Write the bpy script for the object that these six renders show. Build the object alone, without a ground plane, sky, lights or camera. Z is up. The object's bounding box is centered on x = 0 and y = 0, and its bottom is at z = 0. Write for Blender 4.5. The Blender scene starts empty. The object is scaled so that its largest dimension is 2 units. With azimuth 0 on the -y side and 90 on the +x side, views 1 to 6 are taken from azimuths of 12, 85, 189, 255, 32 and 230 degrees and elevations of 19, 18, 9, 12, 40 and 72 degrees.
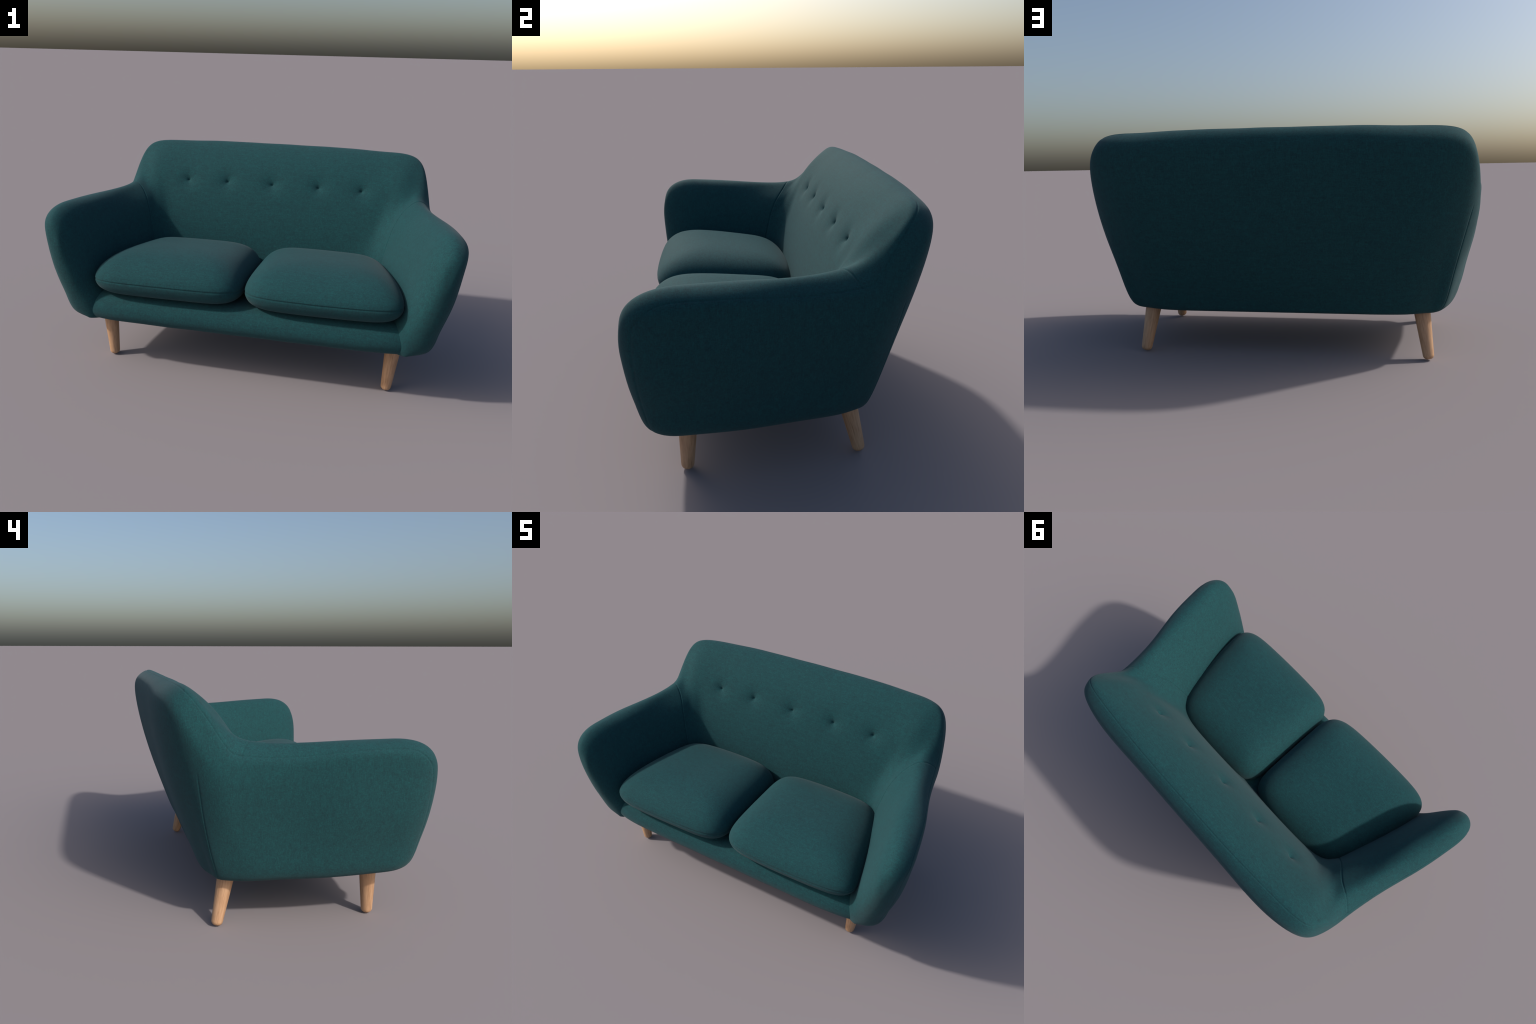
import bpy, bmesh, math, random
import numpy as np
from mathutils import Vector, Matrix

random.seed(7)
rng = np.random.default_rng(7)

# ------------------------------------------------------------------ splines
def natural_cubic(t, P, q):
    """C2 interpolation of the points P (n, ...) at the knots t, evaluated at q."""
    t = np.asarray(t, float); P = np.asarray(P, float); q = np.asarray(q, float)
    n = len(t); h = np.diff(t)
    A = np.zeros((n, n)); B = np.zeros_like(P)
    A[0, 0] = A[-1, -1] = 1
    for i in range(1, n - 1):
        A[i, i - 1], A[i, i], A[i, i + 1] = h[i - 1], 2 * (h[i - 1] + h[i]), h[i]
        B[i] = 6 * ((P[i + 1] - P[i]) / h[i] - (P[i] - P[i - 1]) / h[i - 1])
    M = np.linalg.solve(A, B.reshape(n, -1)).reshape(P.shape)
    k = np.clip(np.searchsorted(t, q, 'right') - 1, 0, n - 2)
    sh = (-1,) + (1,) * (P.ndim - 1)
    hk = h[k].reshape(sh); a = ((t[k + 1] - q)).reshape(sh) / hk; b = ((q - t[k])).reshape(sh) / hk
    return a * P[k] + b * P[k + 1] + ((a**3 - a) * M[k] + (b**3 - b) * M[k + 1]) * hk**2 / 6


def chord_knots(P):
    """average chord length knots along axis 0 of a control net (n, m, 3)"""
    d = np.sqrt(np.linalg.norm(np.diff(P, axis=0), axis=-1).mean(axis=1))   # centripetal
    return np.concatenate([[0], np.cumsum(d)])


def smoothstep(a, b, x):
    t = np.clip((x - a) / (b - a), 0, 1)
    return t * t * (3 - 2 * t)


# ------------------------------------------------------------------ upholstered shell
# Cross-sections of the U-shaped shell, from the middle of the back round the corner to
# the front of the arm (x > 0 half).  Each section runs from the underside up the inner
# face, over the top edge and down the outer face.
COLS = ["under", "inner_base", "inner_seat", "inner_low", "inner_mid", "inner_up", "inner_edge",
        "crest", "seam", "shoulder", "outer_up", "outer_mid", "outer_low", "heel", "sole"]
C = {n: i for i, n in enumerate(COLS)}
SECTIONS = [
    # middle of the back
    [(0, .05, .207), (0, .11, .27), (0, .115, .36), (0, .138, .46), (0, .177, .63), (0, .258, .84), (0, .352, .972),
     (0, .435, 1.033), (0, .491, 1.046), (0, .534, 1.018), (0, .552, .94), (0, .505, .66), (0, .422, .39), (0, .368, .240), (0, .32, .207)],
    [(.33, .05, .207), (.32, .11, .27), (.32, .112, .36), (.33, .136, .46), (.335, .177, .63), (.34, .260, .84), (.345, .352, .972),
     (.35, .433, 1.033), (.35, .488, 1.045), (.352, .532, 1.017), (.355, .552, .94), (.35, .504, .66), (.34, .421, .39), (.335, .367, .240), (.33, .32, .207)],
    [(.50, .05, .207), (.48, .10, .27), (.49, .105, .36), (.508, .126, .46), (.541, .174, .63), (.578, .260, .84), (.60, .352, .968),
     (.62, .424, 1.028), (.628, .474, 1.038), (.636, .522, 1.008), (.648, .543, .935), (.632, .496, .66), (.60, .415, .39), (.585, .363, .240), (.56, .31, .208)],
    # top corner of the back
    [(.54, .05, .207), (.54, .09, .27), (.55, .09, .36), (.572, .106, .46), (.605, .162, .63), (.668, .252, .835), (.725, .335, .950),
     (.766, .412, 1.009), (.789, .447, 1.014), (.801, .484, .978), (.804, .496, .91), (.757, .455, .66), (.706, .384, .39), (.680, .337, .242), (.64, .29, .210)],
    # wing, with the lower corner seam on its outer face
    [(.57, .04, .207), (.575, .075, .27), (.585, .075, .36), (.600, .088, .46), (.637, .131, .63), (.698, .216, .79), (.760, .288, .880),
     (.812, .346, .925), (.843, .380, .926), (.853, .409, .88), (.855, .423, .82), (.815, .402, .62), (.766, .360, .39), (.730, .320, .244), (.68, .275, .211)],
    [(.585, .02, .207), (.595, .055, .27), (.60, .055, .36), (.617, .065, .46), (.654, .105, .63), (.708, .176, .762), (.767, .236, .825),
     (.825, .275, .846), (.867, .305, .808), (.876, .326, .765), (.875, .332, .70), (.843, .319, .54), (.801, .290, .38), (.765, .257, .246), (.71, .23, .213)],
    # seam between back and arm
    [(.60, .0, .207), (.610, .035, .27), (.615, .035, .36), (.630, .043, .46), (.668, .080, .63), (.708, .125, .737), (.761, .176, .800),
     (.823, .214, .821), (.873, .250, .777), (.884, .258, .735), (.883, .258, .675), (.855, .246, .53), (.821, .218, .37), (.788, .196, .247), (.73, .18, .214)],
    [(.63, -.08, .210), (.645, -.07, .27), (.65, -.07, .36), (.658, -.06, .46), (.706, -.024, .63), (.748, .010, .73), (.797, .040, .788),
     (.853, .058, .812), (.905, .058, .769), (.916, .056, .725), (.911, .055, .66), (.886, .05, .52), (.857, .04, .365), (.822, .03, .247), (.75, .03, .217)],
    [(.66, -.22, .220), (.67, -.22, .27), (.68, -.22, .36), (.700, -.21, .46), (.749, -.188, .63), (.791, -.168, .735), (.834, -.155, .800),
     (.898, -.15, .820), (.953, -.15, .789), (.963, -.15, .745), (.958, -.15, .67), (.937, -.15, .52), (.898, -.15, .365), (.857, -.15, .250), (.785, -.15, .223)],
    # start of the arm front
    [(.70, -.36, .234), (.69, -.37, .28), (.70, -.37, .36), (.738, -.37, .46), (.790, -.362, .63), (.827, -.352, .735), (.868, -.345, .803),
     (.930, -.34, .826), (.982, -.34, .797), (.994, -.34, .756), (.988, -.35, .68), (.966, -.36, .52), (.924, -.36, .365), (.884, -.355, .258), (.81, -.35, .236)],
]
net = np.array(SECTIONS, float)                    # stations x columns x 3
mir = net[:0:-1].copy(); mir[:, :, 0] *= -1
full = np.concatenate([mir, net])                  # left arm front ... back ... right arm front
NST = len(net)
t_st = chord_knots(full); t_st -= t_st[NST - 1]    # 0 in the middle of the back
ST = t_st[NST - 1:]                                # knot of every station of one half

# medial line of the rounded arm front: (z, x, y)
FRONT_LINE = np.array([(.256, .793, -.494), (.30, .803, -.509), (.36, .820, -.522), (.45, .846, -.538), (.55, .876, -.549),
                       (.62, .897, -.552), (.69, .918, -.542)])

# dense column parameters: col index space, inner half and outer half get equal counts
loop = np.concatenate([net, net[:, :1]], axis=1)
def col_lengths():
    t = np.sqrt(np.linalg.norm(np.diff(loop, axis=1), axis=-1)).mean(axis=0)
    return np.concatenate([[0], np.cumsum(t)])
t_col = col_lengths()
NHALF = 210
def resample(knots_lo, knots_hi, weights, n):
    """n+1 parameters between two column knots; weights = samples wanted per segment"""
    w = np.asarray(weights, float); cum = np.concatenate([[0], np.cumsum(w)]) / w.sum()
    kn = np.arange(knots_lo, knots_hi + 1)
    s = np.linspace(0, 1, n + 1)
    return np.interp(np.interp(s, cum, kn), np.arange(len(t_col)), t_col)
q_in = resample(0, C["crest"], [8, 8, 14, 30, 48, 44, 32], NHALF)
q_out = resample(C["crest"], len(COLS), [30, 26, 22, 50, 50, 28, 12, 8], NHALF)
q_col = np.concatenate([q_in, q_out[1:-1]])
NC = len(q_col)

def periodic_cols(P):
    """interpolate a closed section loop (rows, cols, 3) at q_col"""
    ext = np.concatenate([P[:, -4:], P, P[:, :5]], axis=1)
    L = t_col[-1]
    tk = np.concatenate([t_col[-5:-1] - L, t_col[:-1], t_col[:5] + L])
    return np.swapaxes(natural_cubic(tk, np.swapaxes(ext, 0, 1), q_col), 0, 1)

dense_st = periodic_cols(full)
# rows: denser where seams run across
q_half = []
seg_rows = [70, 62, 48, 34, 26, 26, 40, 44, 46]
for i, n in enumerate(seg_rows):
    q_half.append(np.linspace(ST[i], ST[i + 1], n, endpoint=False))
q_half = np.concatenate(q_half + [[ST[-1]]])
q_row = np.concatenate([-q_half[:0:-1], q_half])
body = natural_cubic(t_st, dense_st, q_row)
eps = 1e-3
d_end = natural_cubic(t_st, dense_st, np.array([q_row[-1] - eps, q_row[-1]]))
tan_r = (d_end[1] - d_end[0]); tan_r /= np.linalg.norm(tan_r, axis=-1, keepdims=True)

# rounded front of the right arm; the left one is its mirror image
S = body[-1]
top_k = NHALF
idx_pair = np.array([j if j <= top_k else (2 * top_k - j) for j in range(NC)])
z_in = S[:top_k + 1, 2]
z_out = np.concatenate([[S[0, 2]], S[:top_k:-1, 2], [S[top_k, 2]]])[:top_k + 1]
zav = (z_in + z_out) / 2
zav = np.maximum.accumulate(zav)
ze = .256 + (.69 - .256) * (zav - zav[0]) / (zav[-1] - zav[0])
ex = natural_cubic(FRONT_LINE[:, 0], FRONT_LINE[:, 1], ze)
ey = natural_cubic(FRONT_LINE[:, 0], FRONT_LINE[:, 2], ze)
E_half = np.stack([ex, ey, ze], axis=-1)
Eend = E_half[idx_pair]
NCAP = 44
BOXY = .84                                        # < 1: fuller than an ellipse
adv = (S[:, 1] - Eend[:, 1]) / np.maximum(-tan_r[:, 1], .3)
Cc = Eend - tan_r * adv[:, None]
pair = (2 * top_k - np.arange(NC)) % NC
Cm = (Cc + Cc[pair]) / 2
cap = []
for k in range(1, NCAP + 1):
    a = math.pi / 2 * k / NCAP
    ca, sa = math.cos(a)**BOXY, math.sin(a)**BOXY
    w = smoothstep(0, 1, k / NCAP)
    Ck = Cc + (Cm - Cc) * w
    cap.append(Ck + (S - Ck) * ca + (Eend - Ck) * sa)
cap = np.array(cap)
# relax the front so that inner and outer faces run into each other
blk = np.concatenate([body[-2:], cap])
wr = smoothstep(.15, .9, np.arange(len(blk)) / (len(blk) - 1))[:, None, None]
wr[:2] = 0
for _ in range(60):
    nxt = np.concatenate([blk[1:], blk[-2:-1][:, pair]])
    prv = np.concatenate([blk[:1], blk[:-1]])
    avg = (nxt + prv + np.roll(blk, 1, 1) + np.roll(blk, -1, 1)) / 4
    blk = blk + wr * .5 * (avg - blk)
    blk[-1] = (blk[-1] + blk[-1][pair]) / 2
cap = blk[2:]
capL = cap[::-1].copy(); capL[:, :, 0] *= -1
G = np.concatenate([capL, body, cap])             # rows x cols x 3
NR = len(G)
ROW0 = NCAP + len(q_half) - 1                     # row of the back's middle
row_of = [ROW0 + int(np.argmin(abs(q_half - s))) for s in ST]
ROW_ARM, ROW_CORNER = row_of[6], row_of[4]
col_of = [int(np.argmin(abs(q_col - t))) for t in t_col[:-1]]
CSEAM = col_of[C["seam"]]

def grid_normals(G):
    du = np.gradient(G, axis=0)
    dv = (np.roll(G, -1, axis=1) - np.roll(G, 1, axis=1))
    n = np.cross(dv, du); l = np.linalg.norm(n, axis=-1, keepdims=True)
    n = n / np.maximum(l, 1e-12)
    # closed front line: point straight forward
    for r, q in ((0, 1), (NR - 1, NR - 2)):
        bad = l[r, :, 0] < 1e-9
        n[r] = n[q]
        nn = n[r][idx_pair] + n[r]
        pair = np.array([(2 * top_k - j) % NC for j in range(NC)])
        nn = n[q] + n[q][pair]
        n[r] = nn / np.maximum(np.linalg.norm(nn, axis=-1, keepdims=True), 1e-9)
    return n

N = grid_normals(G)
mid = G.mean(axis=(0, 1))
if (N[ROW0, col_of[C["outer_mid"]]] @ np.array([0, 1, 0])) < 0:
    N = -N

# --- sewn seams: curves on the surface given as (row, column) paths, pressed in as grooves
def surf_path(rc, n=500):
    rc = np.array(rc, float); d = np.linalg.norm(np.diff(rc, axis=0), axis=1)
    t = np.concatenate([[0], np.cumsum(np.sqrt(d))])
    q = natural_cubic(t, rc, np.linspace(0, t[-1], n))
    r = np.clip(q[:, 0], 0, NR - 1.001); c = np.clip(q[:, 1], 0, NC - 1.001)
    r0 = r.astype(int); c0 = c.astype(int); fr = (r - r0)[:, None]; fc = (c - c0)[:, None]
    return (G[r0, c0] * (1 - fr) * (1 - fc) + G[r0 + 1, c0] * fr * (1 - fc) +
            G[r0, c0 + 1] * (1 - fr) * fc + G[r0 + 1, c0 + 1] * fr * fc)

RS = row_of[-1]
cO = {k: col_of[v] for k, v in C.items()}
seams = []
half_edge = [(ROW0, CSEAM), (row_of[2], CSEAM), (row_of[4], CSEAM), (row_of[6], CSEAM), (row_of[8], CSEAM), (RS - 8, CSEAM)]
front_edge = [(RS + 8, CSEAM + 3), (RS + 17, cO["shoulder"] - 4), (RS + 21, cO["outer_up"] - 14), (RS + 22, cO["outer_mid"]),
              (RS + 22, cO["outer_low"]), (RS + 21, cO["heel"])]
back_line = [(ROW0 + (r - ROW0), CSEAM) for r in np.linspace(ROW0, RS - 8, 12)]
right_paths = [
    (back_line + front_edge, .0022, .0030, None),
    ([(ROW_ARM, c) for c in np.linspace(cO["inner_seat"], CSEAM, 14)], .0028, .0030, None),
    ([(ROW_CORNER, c) for c in np.linspace(cO["outer_up"] + 24, cO["sole"] - 2, 14)], .0021, .0030, "fade"),
]
def press(G, N, path, depth, sigma, fade):
    lo, hi = path.min(0) - .03, path.max(0) + .03
    m = np.all((G > lo) & (G < hi), axis=-1)
    idx = np.argwhere(m); P = G[m]
    best = np.full(len(P), 9.0); at = np.zeros(len(P))
    A, B = path[:-1], path[1:]; AB = B - A; L2 = np.maximum((AB**2).sum(1), 1e-12)
    for i in range(0, len(P), 4000):
        p = P[i:i + 4000, None]
        t = np.clip(((p - A) * AB).sum(-1) / L2, 0, 1)
        dd = np.linalg.norm(p - (A + AB * t[..., None]), axis=-1)
        j = dd.argmin(1); best[i:i + 4000] = dd[np.arange(len(j)), j]; at[i:i + 4000] = (j + t[np.arange(len(j)), j]) / len(A)
    amp = np.exp(-(best / sigma)**2) * depth 
    if fade:
        amp *= smoothstep(0, .12, at)
    G[m] = G[m] - N[m] * amp[:, None]

G0 = G.copy()
for rc, dep, sig, fade in right_paths:
    n = 900 if len(rc) > 14 else 400
    p = surf_path(rc, n)
    for sgn in (1, -1):
        q = p * np.array([sgn, 1, 1])
        press(G, N, q, dep, sig, fade)

# --- tufting: a cone-shaped pull round every button of the back
BUTTON_X = [-.506, -.267, -.004, .260, .500]
BUTTON_Z = .848
r_in = slice(row_of[0] - (row_of[3] - row_of[0]), row_of[3]); c_in = slice(cO["inner_mid"], cO["inner_edge"])
patch = G0[r_in, c_in]
button_at = []
for bx in BUTTON_X:
    d = np.hypot(patch[..., 0] - bx, patch[..., 2] - BUTTON_Z)
    i = np.unravel_index(d.argmin(), d.shape)
    p = patch[i].copy(); nrm = N[r_in, c_in][i]
    button_at.append((Vector(p), Vector(nrm)))
    D = np.linalg.norm(G - p, axis=-1); m = D < .16
    dx = (G[..., 0] - p[0])[m]; dz = (G[..., 2] - p[2])[m]; dd = D[m]
    ang = np.arctan2(dz, dx)
    amp = .018 * np.exp(-dd / .011) + .010 * np.exp(-(dd / .052)**2)
    amp += .0006 * np.exp(-((dd - .022) / .018)**2) * np.cos(2 * ang + bx * 9)
    G[m] = G[m] - N[m] * amp[:, None]

# slight unevenness of the stuffing along the crest and on the faces
u = np.linspace(0, 1, NR)[:, None]; 
wob = (.0004 * np.sin(G0[..., 0] * 17 + 1.3) + .0003 * np.sin(G0[..., 0] * 29 + .4)) * smoothstep(.95, 1.04, G0[..., 2])
G = G + N * wob[..., None]

# ------------------------------------------------------------------ mesh helpers
def mesh_from_arrays(name, verts, faces, normals=None):
    me = bpy.data.meshes.new(name)
    me.from_pydata(verts.tolist() if hasattr(verts, "tolist") else verts, [], faces.tolist() if hasattr(faces, "tolist") else faces)
    me.polygons.foreach_set("use_smooth", np.ones(len(me.polygons), bool))
    me.update()
    if normals is not None:
        me.normals_split_custom_set_from_vertices(normals.tolist())
    return me

def add(name, me, parent, mat=None):
    ob = bpy.data.objects.new(name, me)
    bpy.context.scene.collection.objects.link(ob)
    ob.parent = parent
    if mat: me.materials.append(mat)
    return ob

# ------------------------------------------------------------------ materials
def nodes_of(name):
    m = bpy.data.materials.new(name); m.use_nodes = True
    nt = m.node_tree; nt.nodes.clear()
    out = nt.nodes.new("ShaderNodeOutputMaterial"); b = nt.nodes.new("ShaderNodeBsdfPrincipled")
    nt.links.new(b.outputs[0], out.inputs[0])
    return m, nt, b

def noise(nt, coord, scale_vec, detail=3, rough=.55):
    mp = nt.nodes.new("ShaderNodeMapping"); mp.inputs["Scale"].default_value = scale_vec
    nt.links.new(coord, mp.inputs[0])
    n = nt.nodes.new("ShaderNodeTexNoise"); n.inputs["Scale"].default_value = 1
    n.inputs["Detail"].default_value = detail; n.inputs["Roughness"].default_value = rough
    nt.links.new(mp.outputs[0], n.inputs[0])
    return n.outputs[0]

def math_node(nt, op, a, b=None):
    n = nt.nodes.new("ShaderNodeMath"); n.operation = op
    for i, v in enumerate((a, b)):
        if v is None: continue
        if isinstance(v, (int, float)): n.inputs[i].default_value = v
        else: nt.links.new(v, n.inputs[i])
    return n.outputs[0]

def ramp(nt, fac, stops):
    r = nt.nodes.new("ShaderNodeValToRGB"); el = r.color_ramp.elements
    while len(el) < len(stops): el.new(.5)
    for e, (p, c) in zip(el, stops): e.position = p; e.color = (*c, 1)
    nt.links.new(fac, r.inputs[0]); return r.outputs[0]

def make_fabric():
    m, nt, b = nodes_of("teal_woven_fabric")
    tc = nt.nodes.new("ShaderNodeTexCoord").outputs["Object"]
    f, s = 340, 70                       # threads: thin across, long along each axis
    warp = [noise(nt, tc, v, 2) for v in ((s, f, f), (f, s, f), (f, f, s))]
    threads = math_node(nt, "ADD", math_node(nt, "ADD", warp[0], warp[1]), warp[2])
    threads = math_node(nt, "MULTIPLY", threads, 1 / 3)
    slub = [noise(nt, tc, v, 2) for v in ((14, 150, 150), (150, 150, 14))]
    slub = math_node(nt, "MULTIPLY", math_node(nt, "ADD", slub[0], slub[1]), .5)
    blotch = noise(nt, tc, (45, 45, 45), 4, .65)
    v = math_node(nt, "ADD", math_node(nt, "MULTIPLY", threads, .64), math_node(nt, "MULTIPLY", slub, .22))
    v = math_node(nt, "ADD", v, math_node(nt, "MULTIPLY", blotch, .14))
    col = ramp(nt, v, [(.38, FABRIC[0]), (.50, FABRIC[1]), (.62, FABRIC[2])])
    nt.links.new(col, b.inputs["Base Color"])
    b.inputs["Roughness"].default_value = FAB_ROUGH
    b.inputs["Specular IOR Level"].default_value = FAB_SPEC
    b.inputs["Sheen Weight"].default_value = .075; b.inputs["Sheen Roughness"].default_value = .55
    b.inputs["Sheen Tint"].default_value = (.80, .92, 1, 1)
    bp = nt.nodes.new("ShaderNodeBump"); bp.inputs["Strength"].default_value = .25; bp.inputs["Distance"].default_value = .0015
    nt.links.new(threads, bp.inputs["Height"]); nt.links.new(bp.outputs[0], b.inputs["Normal"])
    return m

FABRIC = [(.0112, .035, .041), (.0115, .0525, .0585), (.0118, .073, .078)]
FAB_ROUGH, FAB_SPEC = .8, .07
WOOD = [(.28, .145, .073), (.44, .255, .140), (.53, .325, .19)]

def make_wood():
    m, nt, b = nodes_of("oiled_oak")
    tc = nt.nodes.new("ShaderNodeTexCoord").outputs["Object"]
    oi = nt.nodes.new("ShaderNodeObjectInfo")
    sh = nt.nodes.new("ShaderNodeVectorMath"); sh.operation = "ADD"
    cmb = nt.nodes.new("ShaderNodeCombineXYZ")
    for i in range(3): nt.links.new(math_node(nt, "MULTIPLY", oi.outputs["Random"], 3.0 + i), cmb.inputs[i])
    nt.links.new(tc, sh.inputs[0]); nt.links.new(cmb.outputs[0], sh.inputs[1])
    p = sh.outputs[0]
    grain = noise(nt, p, (150, 150, 7), 4, .6)
    fine = noise(nt, p, (420, 420, 22), 2)
    v = math_node(nt, "ADD", math_node(nt, "MULTIPLY", grain, .7), math_node(nt, "MULTIPLY", fine, .3))
    col = ramp(nt, v, [(.30, WOOD[0]), (.47, WOOD[1]), (.66, WOOD[2])])
    nt.links.new(col, b.inputs["Base Color"])
    b.inputs["Roughness"].default_value = .5
    bp = nt.nodes.new("ShaderNodeBump"); bp.inputs["Strength"].default_value = .15; bp.inputs["Distance"].default_value = .001
    nt.links.new(grain, bp.inputs["Height"]); nt.links.new(bp.outputs[0], b.inputs["Normal"])
    return m

fabric = make_fabric(); wood = make_wood()

# ------------------------------------------------------------------ sofa
sofa = bpy.data.objects.new("two_seat_sofa", None)
bpy.context.scene.collection.objects.link(sofa)
sofa["label"] = "teal fabric two-seat sofa with buttoned back and oak legs"
sofa["category"] = "sofa"

# split the shell along its seams
N = grid_normals(G)
if (N[ROW0, col_of[C["outer_mid"]]] @ np.array([0, 1, 0])) < 0: N = -N
fr, fc = np.meshgrid(np.arange(NR - 1), np.arange(NC), indexing="ij")
vid = np.arange(NR * NC).reshape(NR, NC)
quads = np.stack([vid[fr, fc], vid[fr + 1, fc], vid[fr + 1, (fc + 1) % NC], vid[fr, (fc + 1) % NC]], -1)
inner = fc < CSEAM
lim = np.where(inner, ROW_ARM, ROW_CORNER) - ROW0
rel = fr - ROW0
kind = np.where(rel >= lim, 1, np.where(rel < -lim, 2, 0))
Vf = G.reshape(-1, 3); Nf = N.reshape(-1, 3)
a, b_, c_ = Vf[quads[0, 0, 0]], 0, 0
f0 = quads[ROW0, cO["outer_mid"]]
fn = np.cross(Vf[f0[1]] - Vf[f0[0]], Vf[f0[2]] - Vf[f0[1]])
if fn[1] < 0: quads = quads[..., ::-1]
for k, nm in ((0, "backrest"), (1, "armrest"), (2, "armrest")):
    q = quads[kind == k]
    used, inv = np.unique(q, return_inverse=True)
    me = mesh_from_arrays(nm, Vf[used], inv.reshape(q.shape), Nf[used])
    add(nm, me, sofa, fabric)

# seat platform with the rounded front rail between the arms
prof = [(.24, .216), (-.40, .238), (-.458, .244), (-.498, .261), (-.517, .288), (-.521, .315), (-.512, .347), (-.490, .374), (-.455, .390), (-.40, .396), (.24, .396)]
def profile_points(prof, n):
    p = np.array(prof); core = p[1:-1]
    t = np.concatenate([[0], np.cumsum(np.linalg.norm(np.diff(core, axis=0), axis=1)**.5)])
    mid = natural_cubic(t, core, np.linspace(0, t[-1], n))
    return np.concatenate([p[:1], mid, p[-1:]])
pp = profile_points(prof, 60)
xs = np.linspace(-1, 1, 121)
def base_mesh():
    V = []
    for s in xs:
        for (y, z) in pp:
            w = .800 - .18 * max(0, (y + .40)) - .12 * max(0, z - .25)
            V.append((s * w, y + .030 * abs(s)**9 * min(1, max(0, (-.35 - y) / .1)), z + .0006 * math.sin(s * 17)))
    n = len(pp); F = []
    for i in range(len(xs) - 1):
        for j in range(n - 1):
            F.append((i * n + j, i * n + j + 1, (i + 1) * n + j + 1, (i + 1) * n + j))
        F.append((i * n + n - 1, i * n, (i + 1) * n, (i + 1) * n + n - 1))
    F.append(tuple(range(n))); F.append(tuple((len(xs) - 1) * n + j for j in reversed(range(n))))
    return np.array(V), F
V, F = base_mesh()
me = bpy.data.meshes.new("seat_platform"); me.from_pydata(V.tolist(), [], F)
bm = bmesh.new(); bm.from_mesh(me); bmesh.ops.recalc_face_normals(bm, faces=bm.faces); bm.to_mesh(me); bm.free()
me.shade_smooth()
me.set_sharp_from_angle(angle=math.radians(50))
add("seat_platform", me, sofa, fabric)

# ------------------------------------------------------------------ cushions
def cushion(name, side):
    na, nr = 320, 64
    x_in, x_f, x_b = .002, .768, .648
    y_f, y_b = -.541, .160
    z_front, z_drop, H, Hb = .482, .070, .147, .088
    # rings from the crown out to the seam, then back in under the seat
    rad_top = np.sin(np.linspace(0, math.pi / 2, nr + 1))
    ring = [(r, 1) for r in rad_top] + [(r, -1) for r in rad_top[-2::-1]]
    V = []
    ang = np.linspace(0, 2 * math.pi, na, endpoint=False)
    ca, sa = np.cos(ang), np.sin(ang)
    n = 7
    k = (abs(ca)**n + abs(sa)**n)**(-1 / n)
    uu, vv = ca * k, sa * k                                  # squircle outline, -1..1
    for r, sg in ring:
        u, v = uu * r, vv * r
        # outline: tapers to the rear, front edge bowed
        y = y_f + (y_b - y_f) * (v + 1) / 2
        bow = (1 - u**2)
        y = y + (1 - bow) * .014 * np.clip(-v, 0, 1)**2 - (1 - bow) * .03 * np.clip(v, 0, 1)**2
        w = (v + 1) / 2
        xo = x_f + (x_b - x_f) * w**1.3 + .012 * (1 - v**2)
        xi = x_in + .016 * np.abs(v)**5
        x = (xi + xo) / 2 + (xo - xi) / 2 * u
        zs = z_front - z_drop * w
        fw = np.clip(-vv, 0, 1)**2                           # the front edge is rounder than the sides
        if sg > 0:
            e = (1 - r**(4 - 1.2 * fw))**(.5 + .12 * fw)
            z = zs + H * e
        else:
            z = np.minimum(zs, z_front) - Hb * (1 - r**7.5)**.52
        z = np.broadcast_to(z, x.shape) + .0015 * np.sin(7 * x + 3 * y * (1.3 + side))
        V.append(np.stack([x * side, y, z], -1))
    V = np.array(V)
    # seam groove at the widest ring, towards the middle
    ctr = np.array([side * .385, -.2, z_front])
    for i, (r, sg) in enumerate(ring):
        d = np.exp(-((i - nr) / 1.1)**2) * .0036
        off = ctr - V[i]; off[:, 2] = 0
        V[i] += off / np.maximum(np.linalg.norm(off, axis=1, keepdims=True), 1e-6) * d
    R = len(ring)
    P = np.concatenate([V[0][:1], V[1:-1].reshape(-1, 3), V[-1][:1]])
    F = []
    for i in range(R - 3):
        o = 1 + i * na
        for j in range(na):
            F.append((o + j, o + na + j, o + na + (j + 1) % na, o + (j + 1) % na))
    last = len(P) - 1; o = 1 + (R - 3) * na
    for j in range(na):
        F.append((0, 1 + j, 1 + (j + 1) % na)); F.append((last, o + (j + 1) % na, o + j))
    me = bpy.data.meshes.new(name); me.from_pydata(P.tolist(), [], F)
    bm = bmesh.new(); bm.from_mesh(me); bmesh.ops.recalc_face_normals(bm, faces=bm.faces); bm.to_mesh(me); bm.free()
    me.shade_smooth()
    return add(name, me, sofa, fabric)
cushion("seat_cushion", 1)
cushion("seat_cushion", -1)

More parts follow.
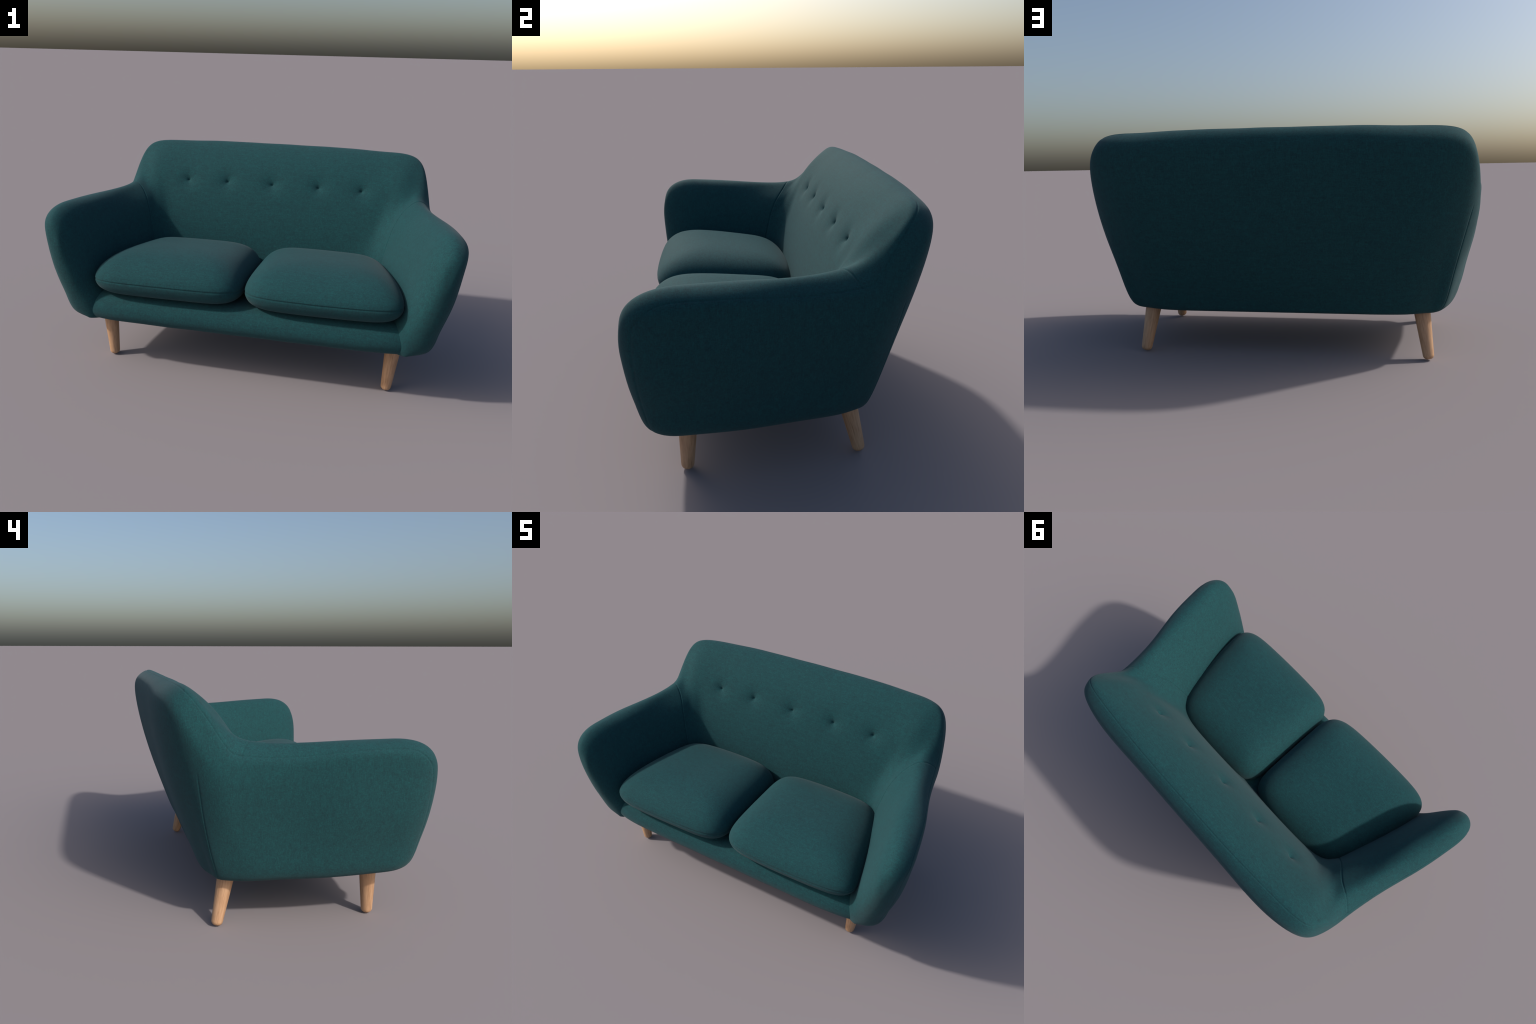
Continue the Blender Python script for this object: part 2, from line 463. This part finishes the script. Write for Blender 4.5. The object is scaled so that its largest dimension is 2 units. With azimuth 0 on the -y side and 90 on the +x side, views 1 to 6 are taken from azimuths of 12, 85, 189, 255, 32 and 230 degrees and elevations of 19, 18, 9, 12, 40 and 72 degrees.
# ------------------------------------------------------------------ buttons
def dome(name, r, h, nseg=28):
    bm = bmesh.new()
    prof = [(r * math.cos(a), h * math.sin(a)) for a in np.linspace(-.6, math.pi / 2 - .02, 10)]
    rings = [[bm.verts.new((x * math.cos(t), x * math.sin(t), z)) for t in np.linspace(0, 2 * math.pi, nseg, endpoint=False)] for x, z in prof]
    for A, B in zip(rings[:-1], rings[1:]):
        for j in range(nseg): bm.faces.new((A[j], A[(j + 1) % nseg], B[(j + 1) % nseg], B[j]))
    bm.faces.new(rings[-1]); bm.faces.new(rings[0][::-1])
    me = bpy.data.meshes.new(name); bm.to_mesh(me); bm.free(); me.shade_smooth(); me.materials.append(fabric)
    return me
button_mesh = dome("button", .007, .003)
back = bpy.data.objects["backrest"]
for p, n in button_at:
    ob = bpy.data.objects.new("button", button_mesh); bpy.context.scene.collection.objects.link(ob)
    ob.parent = back
    ob.matrix_world = Matrix.Translation(p - n * .0265) @ n.to_track_quat('Z', 'Y').to_matrix().to_4x4()

# ------------------------------------------------------------------ legs
def leg_mesh(length):
    bm = bmesh.new(); ns = 40
    prof = [(.0008, 0)] + [(.006 + .0195 * math.sin(a), .020 * (1 - math.cos(a))) for a in np.linspace(0, math.pi / 2, 9)]
    prof += [(.0255 + .0115 * (h - .020) / .19, h) for h in np.linspace(.032, length, 14)]
    rings = [[bm.verts.new((x * math.cos(t), x * math.sin(t), z)) for t in np.linspace(0, 2 * math.pi, ns, endpoint=False)] for x, z in prof]
    for A, B in zip(rings[:-1], rings[1:]):
        for j in range(ns): bm.faces.new((A[j], A[(j + 1) % ns], B[(j + 1) % ns], B[j]))
    bm.faces.new(rings[0][::-1]); bm.faces.new(rings[-1])
    me = bpy.data.meshes.new("leg"); bm.to_mesh(me); bm.free(); me.shade_smooth(); me.materials.append(wood)
    return me
lm = leg_mesh(.262)
for sx in (1, -1):
    for bot, top in (((.717, -.367, 0), (.731, -.357, .20)), ((.677, .319, 0), (.648, .271, .20))):
        b0 = Vector((bot[0] * sx, bot[1], 0)); t0 = Vector((top[0] * sx, top[1], top[2]))
        d = (t0 - b0).normalized()
        ob = bpy.data.objects.new("leg", lm); bpy.context.scene.collection.objects.link(ob); ob.parent = sofa
        tilt = math.acos(max(-1, min(1, d.z)))
        ob.matrix_world = Matrix.Translation(b0 + Vector((0, 0, .010 * math.sin(tilt)))) @ d.to_track_quat('Z', 'Y').to_matrix().to_4x4()
